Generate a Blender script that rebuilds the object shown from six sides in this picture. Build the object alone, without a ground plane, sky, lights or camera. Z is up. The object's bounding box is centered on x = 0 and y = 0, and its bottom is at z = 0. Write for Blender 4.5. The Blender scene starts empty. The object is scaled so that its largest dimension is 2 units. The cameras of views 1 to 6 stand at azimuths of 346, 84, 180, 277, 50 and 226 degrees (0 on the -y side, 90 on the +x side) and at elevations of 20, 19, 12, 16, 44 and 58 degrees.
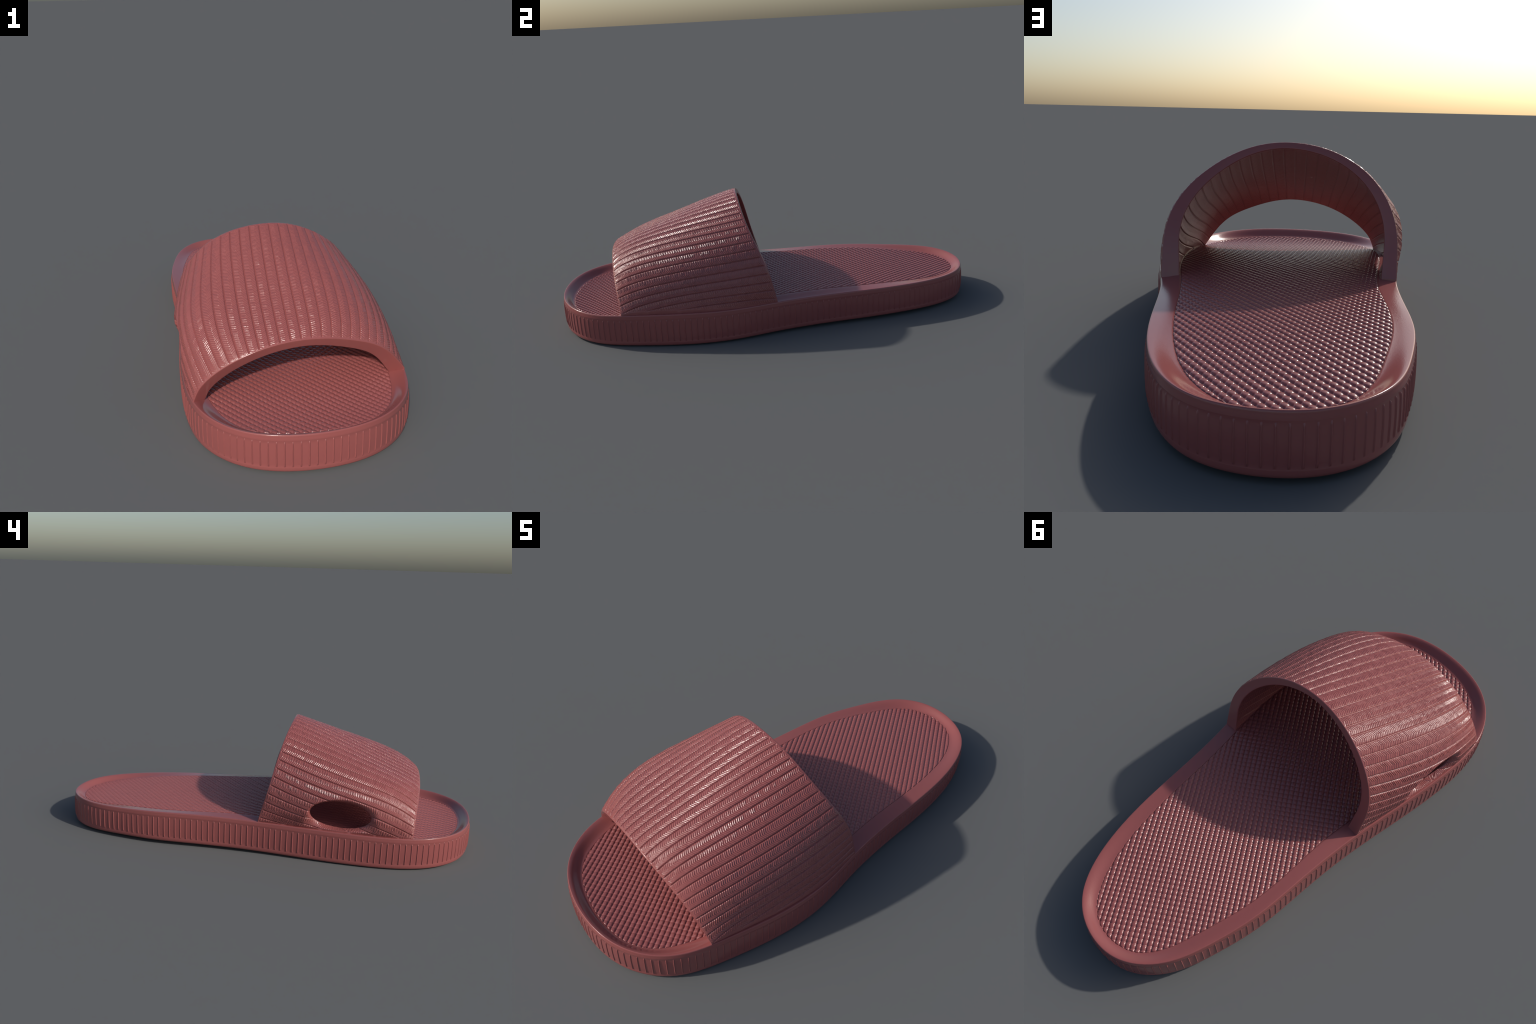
"""A ribbed rubber slide sandal, built from a sole outline, a footbed outline,
two strap arches and rules for the ribs, beads, weave and vent hole."""
import bpy
import math
import numpy as np

PI = math.pi

# --------------------------------------------------------------- profiles ---
# control points of closed cubic B-splines, going round the shoe from +x
RIM = [(0.388, 0.022, 0.154), (0.361, 0.257, 0.155), (0.345, 0.513, 0.155), (0.300, 0.751, 0.151),
       (0.209, 0.927, 0.150), (0.071, 0.994, 0.150), (-0.070, 0.995, 0.150), (-0.179, 0.930, 0.152),
       (-0.253, 0.823, 0.150), (-0.295, 0.676, 0.152), (-0.335, 0.507, 0.159), (-0.339, 0.301, 0.162),
       (-0.351, 0.051, 0.157), (-0.396, -0.232, 0.152), (-0.433, -0.514, 0.149), (-0.425, -0.752, 0.146),
       (-0.299, -0.933, 0.147), (-0.099, -0.999, 0.151), (0.111, -0.994, 0.152), (0.261, -0.918, 0.148),
       (0.358, -0.795, 0.146), (0.398, -0.612, 0.150), (0.441, -0.398, 0.154), (0.441, -0.183, 0.152)]
BED = [(0.307, 0.151), (0.295, 0.392), (0.269, 0.598), (0.230, 0.755), (0.173, 0.864), (0.102, 0.937),
       (-0.005, 0.957), (-0.114, 0.927), (-0.188, 0.839), (-0.231, 0.688), (-0.282, 0.506), (-0.293, 0.304),
       (-0.282, 0.076), (-0.330, -0.183), (-0.376, -0.456), (-0.365, -0.701), (-0.290, -0.874),
       (-0.142, -0.934), (0.042, -0.955), (0.198, -0.921), (0.292, -0.806), (0.346, -0.612),
       (0.373, -0.368), (0.355, -0.106)]
# open cubic B-splines: front and rear edge of the strap, +x foot to -x foot
FRONT_ARCH = [(0.378, -0.692, 0.154), (0.328, -0.705, 0.228), (0.255, -0.719, 0.291), (0.153, -0.729, 0.327),
              (0.031, -0.739, 0.358), (-0.101, -0.735, 0.357), (-0.225, -0.729, 0.326), (-0.329, -0.712, 0.270),
              (-0.399, -0.700, 0.207), (-0.421, -0.694, 0.148)]
REAR_ARCH = [(0.394, 0.006, 0.151), (0.400, -0.029, 0.304), (0.351, -0.074, 0.416), (0.250, -0.117, 0.509),
             (0.104, -0.133, 0.584), (-0.060, -0.133, 0.592), (-0.211, -0.106, 0.546), (-0.323, -0.076, 0.446),
             (-0.375, -0.043, 0.308), (-0.359, 0.000, 0.161)]
# how far the strap bulges out between its two edges, across the arch
BULGE = [[0.073, 0.047, 0.042, 0.042, 0.001, 0.011, 0.089, 0.033, -0.081],
         [-0.024, -0.012, 0.006, 0.010, -0.002, -0.011, 0.022, 0.001, -0.036],
         [0.013, 0.036, 0.058, 0.060, 0.044, 0.034, 0.041, 0.027, 0.005]]
# heights along the length: footbed surface and underside
BED_Z = [(-0.96, .1225), (-0.88, .1165), (-0.80, .1185), (-0.70, .127), (-0.60, .1365), (-0.50, .1445), (-0.35, .153),
         (-0.15, .1605), (0.05, .1625), (0.25, .1610), (0.45, .1555), (0.60, .1495), (0.72, .1405), (0.82, .1335),
         (0.96, .1255)]
UNDER_Z = [(-1.0, .006), (-0.8, .002), (-0.6, 0.0), (-0.3, .002), (0.0, .008), (0.3, .012), (0.65, .014), (1.0, .008)]


def spline_closed(ctrl, per):
    c = np.array(ctrl, float)
    n = len(c)
    t = np.linspace(0, 1, per, endpoint=False)[:, None]
    w = [(1 - t) ** 3 / 6, (3 * t ** 3 - 6 * t ** 2 + 4) / 6, (-3 * t ** 3 + 3 * t ** 2 + 3 * t + 1) / 6, t ** 3 / 6]
    g = [c[(np.arange(n) + k) % n] for k in range(4)]
    return sum(w[k][None] * g[k][:, None, :] for k in range(4)).reshape(-1, c.shape[1])


def spline_open(ctrl, per):
    c = np.array(ctrl, float)
    c = np.vstack([2 * c[0] - c[1], c, 2 * c[-1] - c[-2]])
    n = len(c) - 3
    t = np.linspace(0, 1, per, endpoint=False)[:, None]
    w = [(1 - t) ** 3 / 6, (3 * t ** 3 - 6 * t ** 2 + 4) / 6, (-3 * t ** 3 + 3 * t ** 2 + 3 * t + 1) / 6, t ** 3 / 6]
    g = [c[np.arange(n) + k] for k in range(4)]
    p = sum(w[k][None] * g[k][:, None, :] for k in range(4)).reshape(-1, 3)
    return np.vstack([p, c[-2:-1]])


def even(p, n, closed=False, at=None):
    """resample a polyline at n points of equal spacing, or at given fractions of its length"""
    q = np.vstack([p, p[:1]]) if closed else p
    d = np.r_[0, np.cumsum(np.linalg.norm(np.diff(q, axis=0), axis=1))]
    t = np.linspace(0, d[-1], n, endpoint=not closed) if at is None else at * d[-1]
    return np.stack([np.interp(t, d, q[:, i]) for i in range(q.shape[1])], 1)


def smooth_steps(table):
    """a smooth function through (y, z) pairs"""
    t = np.array(table)
    fine = np.linspace(t[0, 0], t[-1, 0], 400)
    z = np.interp(fine, t[:, 0], t[:, 1])
    k = np.hanning(45)
    k /= k.sum()
    z = np.convolve(np.pad(z, 22, mode="edge"), k, "valid")
    return lambda y: np.interp(y, fine, z)


bed_z = smooth_steps(BED_Z)
under_z = smooth_steps(UNDER_Z)


# ---------------------------------------------------------------- helpers ---
def mesh_from(name, verts, quads, tris=None):
    verts = np.asarray(verts, np.float32)
    quads = np.asarray(quads, np.int32).reshape(-1, 4)
    tris = np.zeros((0, 3), np.int32) if tris is None else np.asarray(tris, np.int32).reshape(-1, 3)
    me = bpy.data.meshes.new(name)
    me.vertices.add(len(verts))
    me.vertices.foreach_set("co", verts.ravel())
    loops = np.concatenate([quads.ravel(), tris.ravel()])
    me.loops.add(len(loops))
    me.loops.foreach_set("vertex_index", loops)
    starts = np.concatenate([np.arange(len(quads)) * 4, len(quads) * 4 + np.arange(len(tris)) * 3])
    me.polygons.add(len(starts))
    me.polygons.foreach_set("loop_start", starts.astype(np.int32))
    me.update(calc_edges=True)
    me.polygons.foreach_set("use_smooth", np.ones(len(starts), bool))
    me.validate()
    me.update()
    return me


def grid_quads(rows, cols, wrap=False, start=0):
    r = np.arange(rows - 1)[:, None]
    c = np.arange(cols if wrap else cols - 1)[None]
    n = (c + 1) % cols
    return np.stack([r * cols + c, r * cols + n, (r + 1) * cols + n, (r + 1) * cols + c], -1).reshape(-1, 4) + start


def drop_loose(verts, quads):
    used = np.unique(quads)
    remap = np.full(len(verts), -1)
    remap[used] = np.arange(len(used))
    return verts[used], remap[quads]


def place(name, me, mat, parent, **props):
    ob = bpy.data.objects.new(name, me)
    bpy.context.scene.collection.objects.link(ob)
    if mat and not me.materials:
        me.materials.append(mat)
    ob.parent = parent
    for k, v in props.items():
        ob[k] = v
    return ob


# -------------------------------------------------------------- materials ---
def rubber(name, grain, grain_scale, rough, tint=1.0):
    """matt-satin moulded rubber: one dusty rose colour, very slight mottling and a fine cast grain"""
    m = bpy.data.materials.new(name)
    m.use_nodes = True
    nt = m.node_tree
    n, l = nt.nodes, nt.links
    b = n["Principled BSDF"]
    co = n.new("ShaderNodeTexCoord")
    cloud = n.new("ShaderNodeTexNoise")
    cloud.inputs["Scale"].default_value = 3.0
    cloud.inputs["Detail"].default_value = 3.0
    l.new(co.outputs["Object"], cloud.inputs["Vector"])
    ramp = n.new("ShaderNodeValToRGB")
    base = np.array((0.297, 0.087, 0.082)) * tint
    ramp.color_ramp.elements[0].position = 0.3
    ramp.color_ramp.elements[1].position = 0.7
    ramp.color_ramp.elements[0].color = (*(base * 0.985), 1)
    ramp.color_ramp.elements[1].color = (*(base * 1.015), 1)
    l.new(cloud.outputs["Fac"], ramp.inputs["Fac"])
    l.new(ramp.outputs["Color"], b.inputs["Base Color"])
    b.inputs["Roughness"].default_value = rough
    b.inputs["Specular IOR Level"].default_value = 0.5
    if grain > 0:
        fine = n.new("ShaderNodeTexNoise")
        fine.inputs["Scale"].default_value = grain_scale
        fine.inputs["Detail"].default_value = 3.0
        l.new(co.outputs["Object"], fine.inputs["Vector"])
        bump = n.new("ShaderNodeBump")
        bump.inputs["Strength"].default_value = 1.0
        bump.inputs["Distance"].default_value = grain
        l.new(fine.outputs["Fac"], bump.inputs["Height"])
        l.new(bump.outputs["Normal"], b.inputs["Normal"])
    return m


M_SOLE = rubber("rose_rubber_smooth", 0.00020, 220.0, 0.18)
M_RIB = rubber("rose_rubber_rib", 0.0002, 200.0, 0.27)
M_BED = rubber("rose_rubber_beaded", 0.0001, 260.0, 0.23)
M_STRAP = rubber("rose_rubber_woven", 0.0006, 150.0, 0.25)
M_LINING = rubber("rose_rubber_lining", 0.0006, 160.0, 0.36)

root = bpy.data.objects.new("slide_sandal", None)
bpy.context.scene.collection.objects.link(root)
root["label"] = "dusty rose rubber slide sandal with ribbed herringbone strap"
root["category"] = "slide sandal"

# ------------------------------------------------------------------- sole ---
RING = 720
rim = even(spline_closed(RIM, 40), RING, closed=True)
bed_fine = spline_closed(BED, 60)


def outward(curve):
    t = np.roll(curve, -1, 0) - np.roll(curve, 1, 0)
    nn = np.stack([t[:, 1], -t[:, 0]], 1)
    nn /= np.linalg.norm(nn, axis=1)[:, None]
    if ((curve[:, :2] * nn).sum(1)).mean() < 0:
        nn = -nn
    return nn


rim_n = outward(rim)
near = ((rim[:, None, :2] - bed_fine[None]) ** 2).sum(-1).argmin(1)
# where the footbed begins, seen from each rim point; smoothed so that the border does not kink
bed_in = bed_fine[near]
kern = np.hanning(19)
kern /= kern.sum()
bed_in = np.stack([np.convolve(np.r_[bed_in[-9:, i], bed_in[:, i], bed_in[:9, i]], kern, "valid") for i in (0, 1)], 1)
z_in = bed_z(bed_in[:, 1])
z_rim = rim[:, 2]
z_und = under_z(rim[:, 1])

WALL_OUT = 0.0065      # the wall stands this far outside the rim crest
BAND_TOP, BAND_LOW = 0.0235, 0.0235


def wall_point(h):
    """offset outside the rim at height fraction h (0 = underside, 1 = rim crest)"""
    return WALL_OUT - 0.0035 * (2 * h - 1.0) ** 2


rows = []


def row(offset, z):
    rows.append(np.column_stack([rim[:, :2] + rim_n * np.asarray(offset).reshape(-1, 1), z]))


def lerp_row(f, z):
    rows.append(np.column_stack([bed_in * (1 - f) + rim[:, :2] * f, z]))


lerp_row(-0.12, z_in - 0.016)
lerp_row(-0.03, z_in - 0.012)
lerp_row(0.0, z_in - 0.0006)
lerp_row(0.02, z_in)
rise = z_rim - z_in
for f in np.linspace(0.08, 0.90, 12):
    # dished border: low next to the footbed, steeper just before the crest
    lerp_row(f, z_in + rise * (0.15 * f + 0.85 * f * f * (3 - 2 * f)))
lerp_row(0.96, z_in + rise * 0.985)
row(0.0, z_rim)
for a in np.linspace(0.2, 1, 6):
    row(0.0034 * math.sin(a * PI / 2), z_rim - 0.010 * (1 - math.cos(a * PI / 2)))
wall_low = z_und + 0.013
wall_high = z_rim - 0.010
# a shallow sunk band carries the ribs, between a plain top lip and a plain foot
band_hi, band_lo = z_rim - BAND_TOP + 0.0025, z_und + BAND_LOW - 0.0025
levels = [(wall_high * .75 + band_hi * .25, 0), (wall_high * .4 + band_hi * .6, 0), (band_hi + 0.0010, 0), (band_hi, .3), (band_hi - 0.0010, 1)]
levels += [((band_hi - .001) * (1 - f) + (band_lo + .001) * f, 1) for f in np.linspace(.12, .88, 10)]
levels += [(band_lo + 0.0010, 1), (band_lo, .3), (band_lo - 0.0010, 0), (wall_low, 0)]
for z, sunk in levels:
    h = (z - z_und) / (z_rim - z_und)
    row(np.maximum(wall_point(h), 0.0034) - 0.0006 * sunk, z)
edge = wall_point((wall_low - z_und) / (z_rim - z_und))
for a in np.linspace(0.15, 1, 6):
    row(edge - 0.013 * (1 - math.cos(a * PI / 2)), wall_low - 0.013 * math.sin(a * PI / 2))
flat = np.column_stack([rim[:, :2] + rim_n * (edge - 0.013).reshape(-1, 1), z_und])
for k in (0.96, 0.85, 0.6, 0.3, 0.02):
    xy = flat[:, :2] * k
    rows.append(np.column_stack([xy, under_z(xy[:, 1]) * (1 if k < .96 else 1)]))
V = np.vstack(rows)
Q = grid_quads(len(rows), RING, wrap=True)[:, ::-1]
sole = place("sole", mesh_from("sole", V, Q), M_SOLE, root)

# thin upright ribs all round the wall, one shared mesh
RIB_PITCH, RIB_W, RIB_H = 0.0267, 0.0078, 0.0032
wall_line = rim[:, :2] + rim_n * 0.005
girth = np.linalg.norm(np.roll(wall_line, -1, 0) - wall_line, axis=1).sum()
n_ribs = int(round(girth / RIB_PITCH))
HZ, WZ = 22, 11
rv = []
for i in range(HZ):
    f = i / (HZ - 1)
    cap = math.sqrt(max(0.0, 1 - max(0, abs(2 * f - 1) - 0.955) ** 2 / 0.045 ** 2))
    for j in range(WZ):
        u = 2 * j / (WZ - 1) - 1
        h = (math.cos(u * PI) * 0.5 + 0.5) ** 1.15 * RIB_H * cap
        rv.append((u * RIB_W / 2, h - 0.0010 - 0.0035 * (2 * (0.2 + f * 0.64) - 1) ** 2 + WALL_OUT, f))
rib_mesh = mesh_from("rib", rv, grid_quads(HZ, WZ))
rib_mesh.materials.append(M_RIB)
arc = np.r_[0, np.cumsum(np.linalg.norm(np.roll(wall_line, -1, 0) - wall_line, axis=1))]
table = np.column_stack([rim[:, 2], rim_n, rim[:, :2]])
table = np.vstack([table, table[:1]])
stations = np.stack([np.interp((np.arange(n_ribs) + 0.5) * arc[-1] / n_ribs, arc, table[:, i]) for i in range(5)], 1)
from mathutils import Matrix
for i in range(n_ribs):
    zr, nx, ny, px, py = stations[i]
    nx, ny = np.array((nx, ny)) / math.hypot(nx, ny)
    lo = float(under_z(py)) + BAND_LOW
    hi = zr - BAND_TOP
    rib = place("rib", rib_mesh, None, sole)
    rib.matrix_world = Matrix(((-ny, nx, 0, px), (nx, ny, 0, py), (0, 0, hi - lo, lo), (0, 0, 0, 1)))

# ---------------------------------------------------------------- footbed ---
LAT = 0.0200                       # bead spacing
ANG = math.radians(125.4)          # direction of the bead rows
STEP = LAT / 8
da = np.array((math.cos(ANG), math.sin(ANG)))
db = np.array((da[1], -da[0]))
m = int(1.25 / STEP)
I = np.arange(-m, m + 1) * STEP
PA, PB = np.meshgrid(I, I, indexing="ij")
XY = PA[..., None] * da + PB[..., None] * db
keep = (np.abs(XY[..., 0]) < 0.40) & (np.abs(XY[..., 1]) < 1.0)


def inside(poly, pts):
    x, y = pts[:, 0], pts[:, 1]
    res = np.zeros(len(pts), bool)
    a, b = poly, np.roll(poly, -1, 0)
    for (x0, y0), (x1, y1) in zip(a, b):
        if y0 == y1:
            continue
        hitrow = (y0 > y) != (y1 > y)
        res ^= hitrow & (x < (x1 - x0) * (y - y0) / (y1 - y0) + x0)
    return res


poly = even(bed_fine, 420, closed=True)
ins = np.zeros(keep.shape, bool)
ins[keep] = inside(poly, XY[keep])
face_any = ins[:-1, :-1] | ins[1:, :-1] | ins[:-1, 1:] | ins[1:, 1:]
need = np.zeros_like(ins)
need[:-1, :-1] |= face_any
need[1:, :-1] |= face_any
need[:-1, 1:] |= face_any
need[1:, 1:] |= face_any
border = need & ~ins
bp = XY[border]
seg = even(bed_fine, 4000, closed=True)
snap = np.array([seg[((seg - p) ** 2).sum(1).argmin()] for p in bp])
XY[border] = snap
fa = np.abs(((PA / LAT) % 1.0) * 2 - 1)      # 0 on a bead centre, 1 in the gap
fb = np.abs(((PB / LAT) % 1.0) * 2 - 1)
# domes that run together along the rows, with a pit where four of them meet
height = 0.0058 * np.sqrt(np.clip(1 - 1.24 * fb ** 2.8 - 0.56 * fa ** 2.8, 0, 1))
base = bed_z(XY[..., 1]) - 0.0039
# the bed is dished a little from side to side
Z = base + np.where(ins, height, 0.0)
Z[border] = base[border] - 0.001
idx = np.arange(Z.size).reshape(Z.shape)
q = np.stack([idx[:-1, :-1], idx[1:, :-1], idx[1:, 1:], idx[:-1, 1:]], -1)[face_any]
vv, q = drop_loose(np.column_stack([XY.reshape(-1, 2), Z.ravel()]), q)
e1 = vv[q[:, 1]] - vv[q[:, 0]]
e2 = vv[q[:, 3]] - vv[q[:, 0]]
if np.cross(e1, e2)[:, 2].mean() < 0:
    q = q[:, ::-1]
footbed = place("beaded_footbed", mesh_from("beaded_footbed", vv, q), M_BED, sole, kind="stuff")

# ------------------------------------------------------------------ strap ---
def basis(a, n=7):
    """cubic B-spline basis functions across the arch"""
    x = np.abs(a[None] * (n - 1) - np.arange(-1, n + 1)[:, None])
    return np.where(x < 1, 2 / 3 - x ** 2 + x ** 3 / 2, np.where(x < 2, (2 - np.minimum(x, 2)) ** 3 / 6, 0))


rim_left = rim[rim[:, 0] < 0]
rim_right = rim[rim[:, 0] > 0]
rim_left = rim_left[rim_left[:, 1].argsort()]
rim_right = rim_right[rim_right[:, 1].argsort()]


def strap_skin(ns, a):
    """smooth outer skin of the strap, positions and outward normals on a (length, across) grid"""
    na = len(a)
    fo, ro = even(spline_open(FRONT_ARCH, 40), na, at=a), even(spline_open(REAR_ARCH, 40), na, at=a)
    s = np.linspace(0, 1, ns)
    base = (1 - s)[:, None, None] * fo + s[:, None, None] * ro
    nn = np.cross(np.gradient(base, axis=0), np.gradient(base, axis=1))
    nn /= np.linalg.norm(nn, axis=-1, keepdims=True)
    if nn[ns // 4, na // 2, 2] < 0:
        nn = -nn
    lengthwise = np.stack([4 * s * (1 - s), 8 * s * (1 - s) * (1 - 2 * s), 4 * s * (1 - s) * np.exp(-6 * s)])
    loft_n = nn
    out = np.einsum("ik,is,ka->sa", np.array(BULGE), lengthwise, basis(a))
    p = base + nn * out[..., None]
    nn = np.cross(np.gradient(p, axis=0), np.gradient(p, axis=1))
    nn /= np.linalg.norm(nn, axis=-1, keepdims=True)
    if nn[ns // 4, na // 2, 2] < 0:
        nn = -nn
    # the feet stand a little inside the rim of the sole, which shows as a thin plain lip
    foot = np.linalg.norm(p - p[:, :1], axis=-1), np.linalg.norm(p - p[:, -1:], axis=-1)
    over_r = p[:, 0, 0] - np.interp(p[:, 0, 1], rim_right[:, 1], rim_right[:, 0])
    over_l = np.interp(p[:, -1, 1], rim_left[:, 1], rim_left[:, 0]) - p[:, -1, 0]
    inset = -0.002 + 0.007 * np.sqrt(4 * s * (1 - s))
    p[..., 0] -= (over_r + inset)[:, None] * np.exp(-(foot[0] / .045) ** 2)
    p[..., 0] += (over_l + inset)[:, None] * np.exp(-(foot[1] / .045) ** 2)
    return s, p, nn, loft_n, foot


bed_left = bed_fine[bed_fine[:, 0] < 0]
bed_right = bed_fine[bed_fine[:, 0] > 0]
bed_left = bed_left[bed_left[:, 1].argsort()]
bed_right = bed_right[bed_right[:, 1].argsort()]


def thickness(s, a, p):
    """strap thickness: thin over the instep, thick where the sides grow out of the sole"""
    top = 0.036 - 0.014 * s
    y0, y1 = p[:, 0, 1], p[:, -1, 1]
    side_r = np.clip(p[:, 0, 0] - np.interp(y0, bed_right[:, 1], bed_right[:, 0]) - 0.004, .045, .075)
    side_l = np.clip(np.interp(y1, bed_left[:, 1], bed_left[:, 0]) - p[:, -1, 0] + 0.004, .045, .050)
    w = np.abs(2 * a - 1)[None]
    side = np.where(a[None] < 0.5, side_r[:, None], side_l[:, None])
    return top[:, None] + (side - top[:, None]) * w ** 1.3


# vent hole through the inner side: ellipse in (y, z)
HOLE_Y, HOLE_Z, HOLE_RY, HOLE_RZ = -0.370, 0.234, 0.136, 0.067


def hole_polar(p):
    dy, dz = (p[..., 1] - HOLE_Y) / HOLE_RY, (p[..., 2] - HOLE_Z) / HOLE_RZ
    rho = np.hypot(dy, dz)
    rho = np.where(p[..., 0] > -0.2, 9.0, rho)
    return rho, np.arctan2(dz, dy)


def thin_at_hole(t, rho):
    """the wall is thinner around the vent hole"""
    b = np.clip((2.1 - rho) / 0.9, 0, 1)
    b = b * b * (3 - 2 * b)
    return t * (1 - b) + 0.033 * b


def snap_to_hole(p, rho, ang):
    """vertices just inside the ellipse move onto it, the rest inside are left for deletion"""
    ins = rho < 1
    nb = np.zeros_like(ins)
    nb[1:] |= ~ins[:-1]
    nb[:-1] |= ~ins[1:]
    nb[:, 1:] |= ~ins[:, :-1]
    nb[:, :-1] |= ~ins[:, 1:]
    nb[1:, 1:] |= ~ins[:-1, :-1]
    nb[:-1, :-1] |= ~ins[1:, 1:]
    nb[1:, :-1] |= ~ins[:-1, 1:]
    nb[:-1, 1:] |= ~ins[1:, :-1]
    lip = ins & nb
    p[lip, 1] = HOLE_Y + HOLE_RY * np.cos(ang[lip])
    p[lip, 2] = HOLE_Z + HOLE_RZ * np.sin(ang[lip])
    gone = ins & ~lip
    rho = np.where(lip, 1.0, rho)
    return p, rho, gone


def rib_coordinate(s, a, centre_front, centre_rear, bow=1.0):
    """which band of the strap a point lies on; whole numbers are the grooves"""
    S, A = s[:, None], a[None]
    lift = bow * 4 * S * (1 - S) * (0.050 * np.clip(1 - A / .25, 0, 1) ** 1.5 - 0.035 * np.clip(1 - (1 - A) / .2, 0, 1) ** 1.5)
    return (A - lift - (centre_front * (1 - S) + centre_rear * S)) / (0.0395 * (1 - S) + 0.0303 * S)


NS = 520
a = np.concatenate([np.linspace(0, 0.955, 670, endpoint=False), np.linspace(0.955, 1, 90)])
NA = len(a)
s, P, N, LOFT, feet = strap_skin(NS, a)
T = thickness(s, a, P)
rho, ang = hole_polar(P)
T = thin_at_hole(T, rho)
P, rho, gone = snap_to_hole(P, rho, ang)
# rounded mouth of the hole: wide towards the toe; below, a sloping ledge that starts at the strap's foot
toe_low = 0.5 - 0.5 * np.cos(ang)
low = np.clip(-np.sin(ang) * 1.6 - 0.2, 0, 1)
reach = np.clip(rho[:, -1:] - 1, 0.04, 0.6)
mouth = (0.09 + 0.20 * toe_low ** 2) * (1 - low) + reach * low
g = np.clip((1 + mouth - rho) / mouth, 0, 1)
bowl = (1 - low) * (1 - np.sqrt(np.clip(1 - g ** 2, 0, 1))) + low * g ** 1.4
dip = bowl * (T - 0.001)
dip[rho > 8] = 0
skin = P - LOFT * dip[..., None]
near_hole = rho < 2.0
sn = np.cross(np.gradient(skin, axis=0), np.gradient(skin, axis=1))
sn /= np.linalg.norm(sn, axis=-1, keepdims=True) + 1e-12
sn *= np.sign((sn * N).sum(-1, keepdims=True) + 1e-9)
N = np.where(near_hole[..., None], sn, N)
k = rib_coordinate(s, a, 0.512, 0.4705)
f = k - np.floor(k)
gap = np.minimum(f, 1 - f)
pad = np.clip(np.minimum(s, 1 - s)[:, None] / 0.012, 0, 1)
pad = pad * pad * (3 - 2 * pad)
run = np.concatenate([np.zeros((1, NA)), np.cumsum(np.linalg.norm(np.diff(P, axis=0), axis=-1), axis=0)], 0)
WEAVE = 0.0083
tip = (1 - np.abs(2 * f - 1)) * 0.0105
ph = (run + tip) / WEAVE
stitch = (0.5 + 0.5 * np.cos(2 * PI * ph)) ** 0.8
# no two stitches are quite alike: each has its own height and lean
code = np.floor(ph) * 12.9898 + np.floor(k) * 78.233 + (f > 0.5) * 37.719
own = np.abs(np.sin(code) * 43758.5453) % 1.0
lean = np.abs(np.sin(code * 1.7 + 3.1) * 24634.6345) % 1.0 - 0.5
stitch = stitch * (0.6 + 0.8 * own + 1.0 * lean * (np.abs(2 * f - 1) - 0.5))
body = np.clip((gap - 0.025) / 0.05, 0, 1)
relief = 0.0020 * stitch * body + 0.0004 * (1 - (2 * f - 1) ** 4) - 0.0045 * np.exp(-(gap / 0.048) ** 2)
inner_fade = np.where(rho < 1.01, 0.0, 1.0) * (1 - 0.55 * np.clip(bowl * 4, 0, 1)) * np.clip(feet[0] / 0.012, 0, 1) * np.clip(feet[1] / 0.004, 0, 1)
outer = skin + N * (relief * pad * inner_fade)[..., None]

# inner skin
LS, LA = 300, 620
la = np.linspace(0, 1, LA)
ls, LP, _, LN, _ = strap_skin(LS, la)
LT = thickness(ls, la, LP)
lrho, lang = hole_polar(LP)
LT = thin_at_hole(LT, lrho)
LP, lrho, lgone = snap_to_hole(LP, lrho, lang)
lk = rib_coordinate(ls, la, 0.440, 0.4705, bow=0.0)
lf = lk - np.floor(lk)
lgap = np.minimum(lf, 1 - lf)
lpad = np.clip(np.minimum(ls, 1 - ls)[:, None] / 0.02, 0, 1)
lrun = np.concatenate([np.zeros((1, LA)), np.cumsum(np.linalg.norm(np.diff(LP, axis=0), axis=-1), axis=0)], 0)
groove = -0.0030 * np.exp(-(lgap / 0.05) ** 2) + 0.0004 * np.cos(2 * PI * (lrun + (1 - np.abs(2 * lf - 1)) * 0.0105) / 0.011)
lrel = np.where(lrho < 1.05, 0, groove * lpad)
# the plain edges lean back where the strap comes down to the sole
side = np.abs(2 * la - 1)[None] ** 2
LP[..., 1] += (0.032 * side * np.exp(-(ls / 0.10) ** 2)[:, None])
inner = LP - LN * (LT + lrel)[..., None]


def sink(skin):
    """carry both feet of a skin straight down into the sole"""
    lo, hi = skin[:, :1].copy(), skin[:, -1:].copy()
    lo2, hi2 = lo.copy(), hi.copy()
    lo2[..., 2] -= 0.035
    hi2[..., 2] -= 0.035
    lo2[..., 0] -= 0.006
    hi2[..., 0] += 0.006
    return np.concatenate([lo2, skin, hi2], 1)


def pad_mask(mask):
    return np.pad(mask, ((0, 0), (1, 1)), mode="edge")


outer_s, gone_s = sink(outer), pad_mask(gone)
rows_n, cols_n = outer_s.shape[:2]
V = outer_s.reshape(-1, 3)
Q = grid_quads(rows_n, cols_n)
Q = Q[~gone_s.ravel()[Q].any(1)]
c = Q[len(Q) // 3]


def facing(V, Q, toward):
    e = np.cross(V[Q[:, 1]] - V[Q[:, 0]], V[Q[:, 3]] - V[Q[:, 0]])
    return Q if (e * toward).sum() > 0 else Q[:, ::-1]


up = np.array((0, 0, 1.0))
Q = facing(V, Q, up)
V, Q = drop_loose(V, Q)
strap = place("strap", mesh_from("strap", V, Q), M_STRAP, root)

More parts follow.
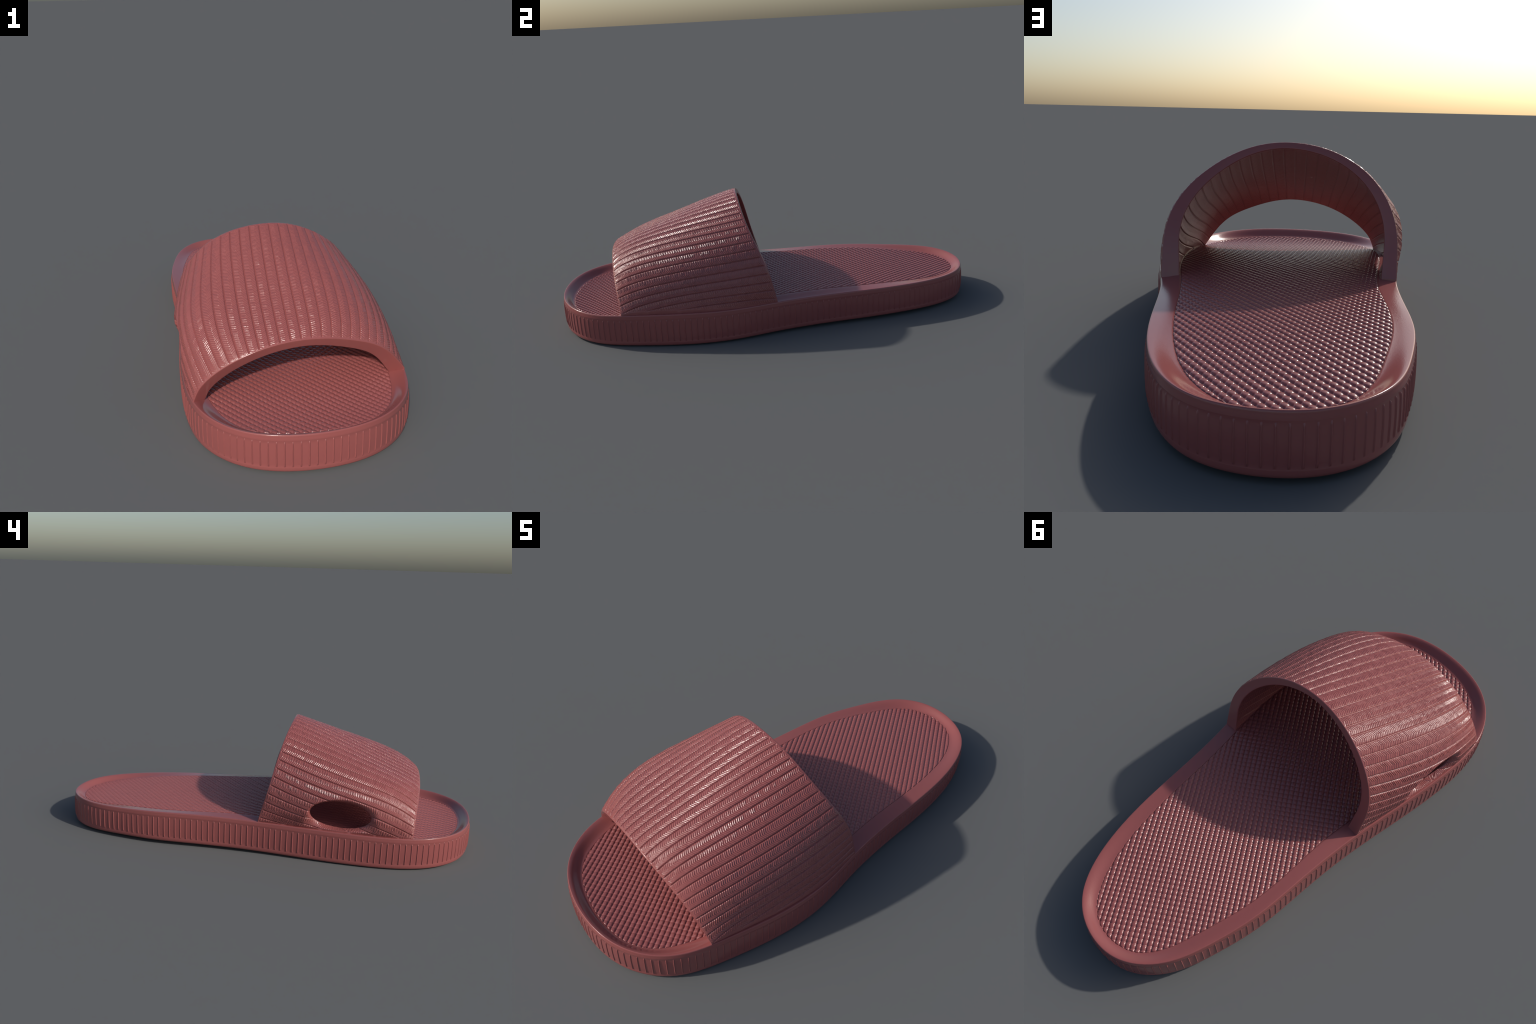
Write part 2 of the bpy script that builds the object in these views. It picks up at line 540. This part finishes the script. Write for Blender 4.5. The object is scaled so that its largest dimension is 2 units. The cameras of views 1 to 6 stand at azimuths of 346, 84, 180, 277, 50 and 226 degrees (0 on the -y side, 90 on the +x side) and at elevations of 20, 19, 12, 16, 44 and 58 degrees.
V = sink(inner).reshape(-1, 3)
Q = grid_quads(LS, LA + 2)
Q = Q[~pad_mask(lgone).ravel()[Q].any(1)]
Q = facing(V, Q, -up)
V, Q = drop_loose(V, Q)
lining = place("strap_lining", mesh_from("strap_lining", V, Q), M_LINING, strap)


# plain rounded edges that close the strap front and back
def edge_band(out_edge, in_edge, out_dir, r):
    """loft from the outer edge to the inner edge, swelling out by r with round corners"""
    w = np.linalg.norm(out_edge - in_edge, axis=1)[:, None]
    strips = []
    d = np.concatenate([np.array([0, .15, .4, .7, 1.0]), [2.0, 3.0]])
    for v in d[:5]:
        f = v * np.minimum(r / w, .45)
        strips.append(out_edge * (1 - f) + in_edge * f + out_dir * r * math.sqrt(1 - (1 - v) ** 2))
    for f in np.linspace(.2, .8, 5):
        ff = np.minimum(r / w, .45) * (1 - f) + (1 - np.minimum(r / w, .45)) * f
        strips.append(out_edge * (1 - ff) + in_edge * ff + out_dir * r)
    for v in d[:5][::-1]:
        f = 1 - v * np.minimum(r / w, .45)
        strips.append(out_edge * (1 - f) + in_edge * f + out_dir * r * math.sqrt(1 - (1 - v) ** 2))
    return np.array(strips)


def resample(edge, n):
    t = np.linspace(0, 1, len(edge))
    return np.stack([np.interp(np.linspace(0, 1, n), t, edge[:, i]) for i in range(3)], 1)


for tag, ri, sgn in (("front", 0, -1), ("rear", -1, 1)):
    o = sink(outer)[ri]
    i = np.stack([np.interp(a, la, inner[ri][:, c]) for c in range(3)], 1)
    i = np.vstack([i[:1] - (0, 0, .035), i, i[-1:] - (0, 0, .035)])
    nxt = sink(outer)[1 if ri == 0 else -2]
    d = o - nxt
    across_v = i - o
    across_v /= np.linalg.norm(across_v, axis=1)[:, None]
    d -= across_v * (d * across_v).sum(1)[:, None]
    d /= np.linalg.norm(d, axis=1)[:, None]
    S = edge_band(o, i, d, 0.0035)
    V = S.reshape(-1, 3)
    Q = facing(V, grid_quads(S.shape[0], S.shape[1]), np.array((0, sgn, 0)))
    place("strap_edge", mesh_from("strap_edge", V, Q), M_SOLE, strap)
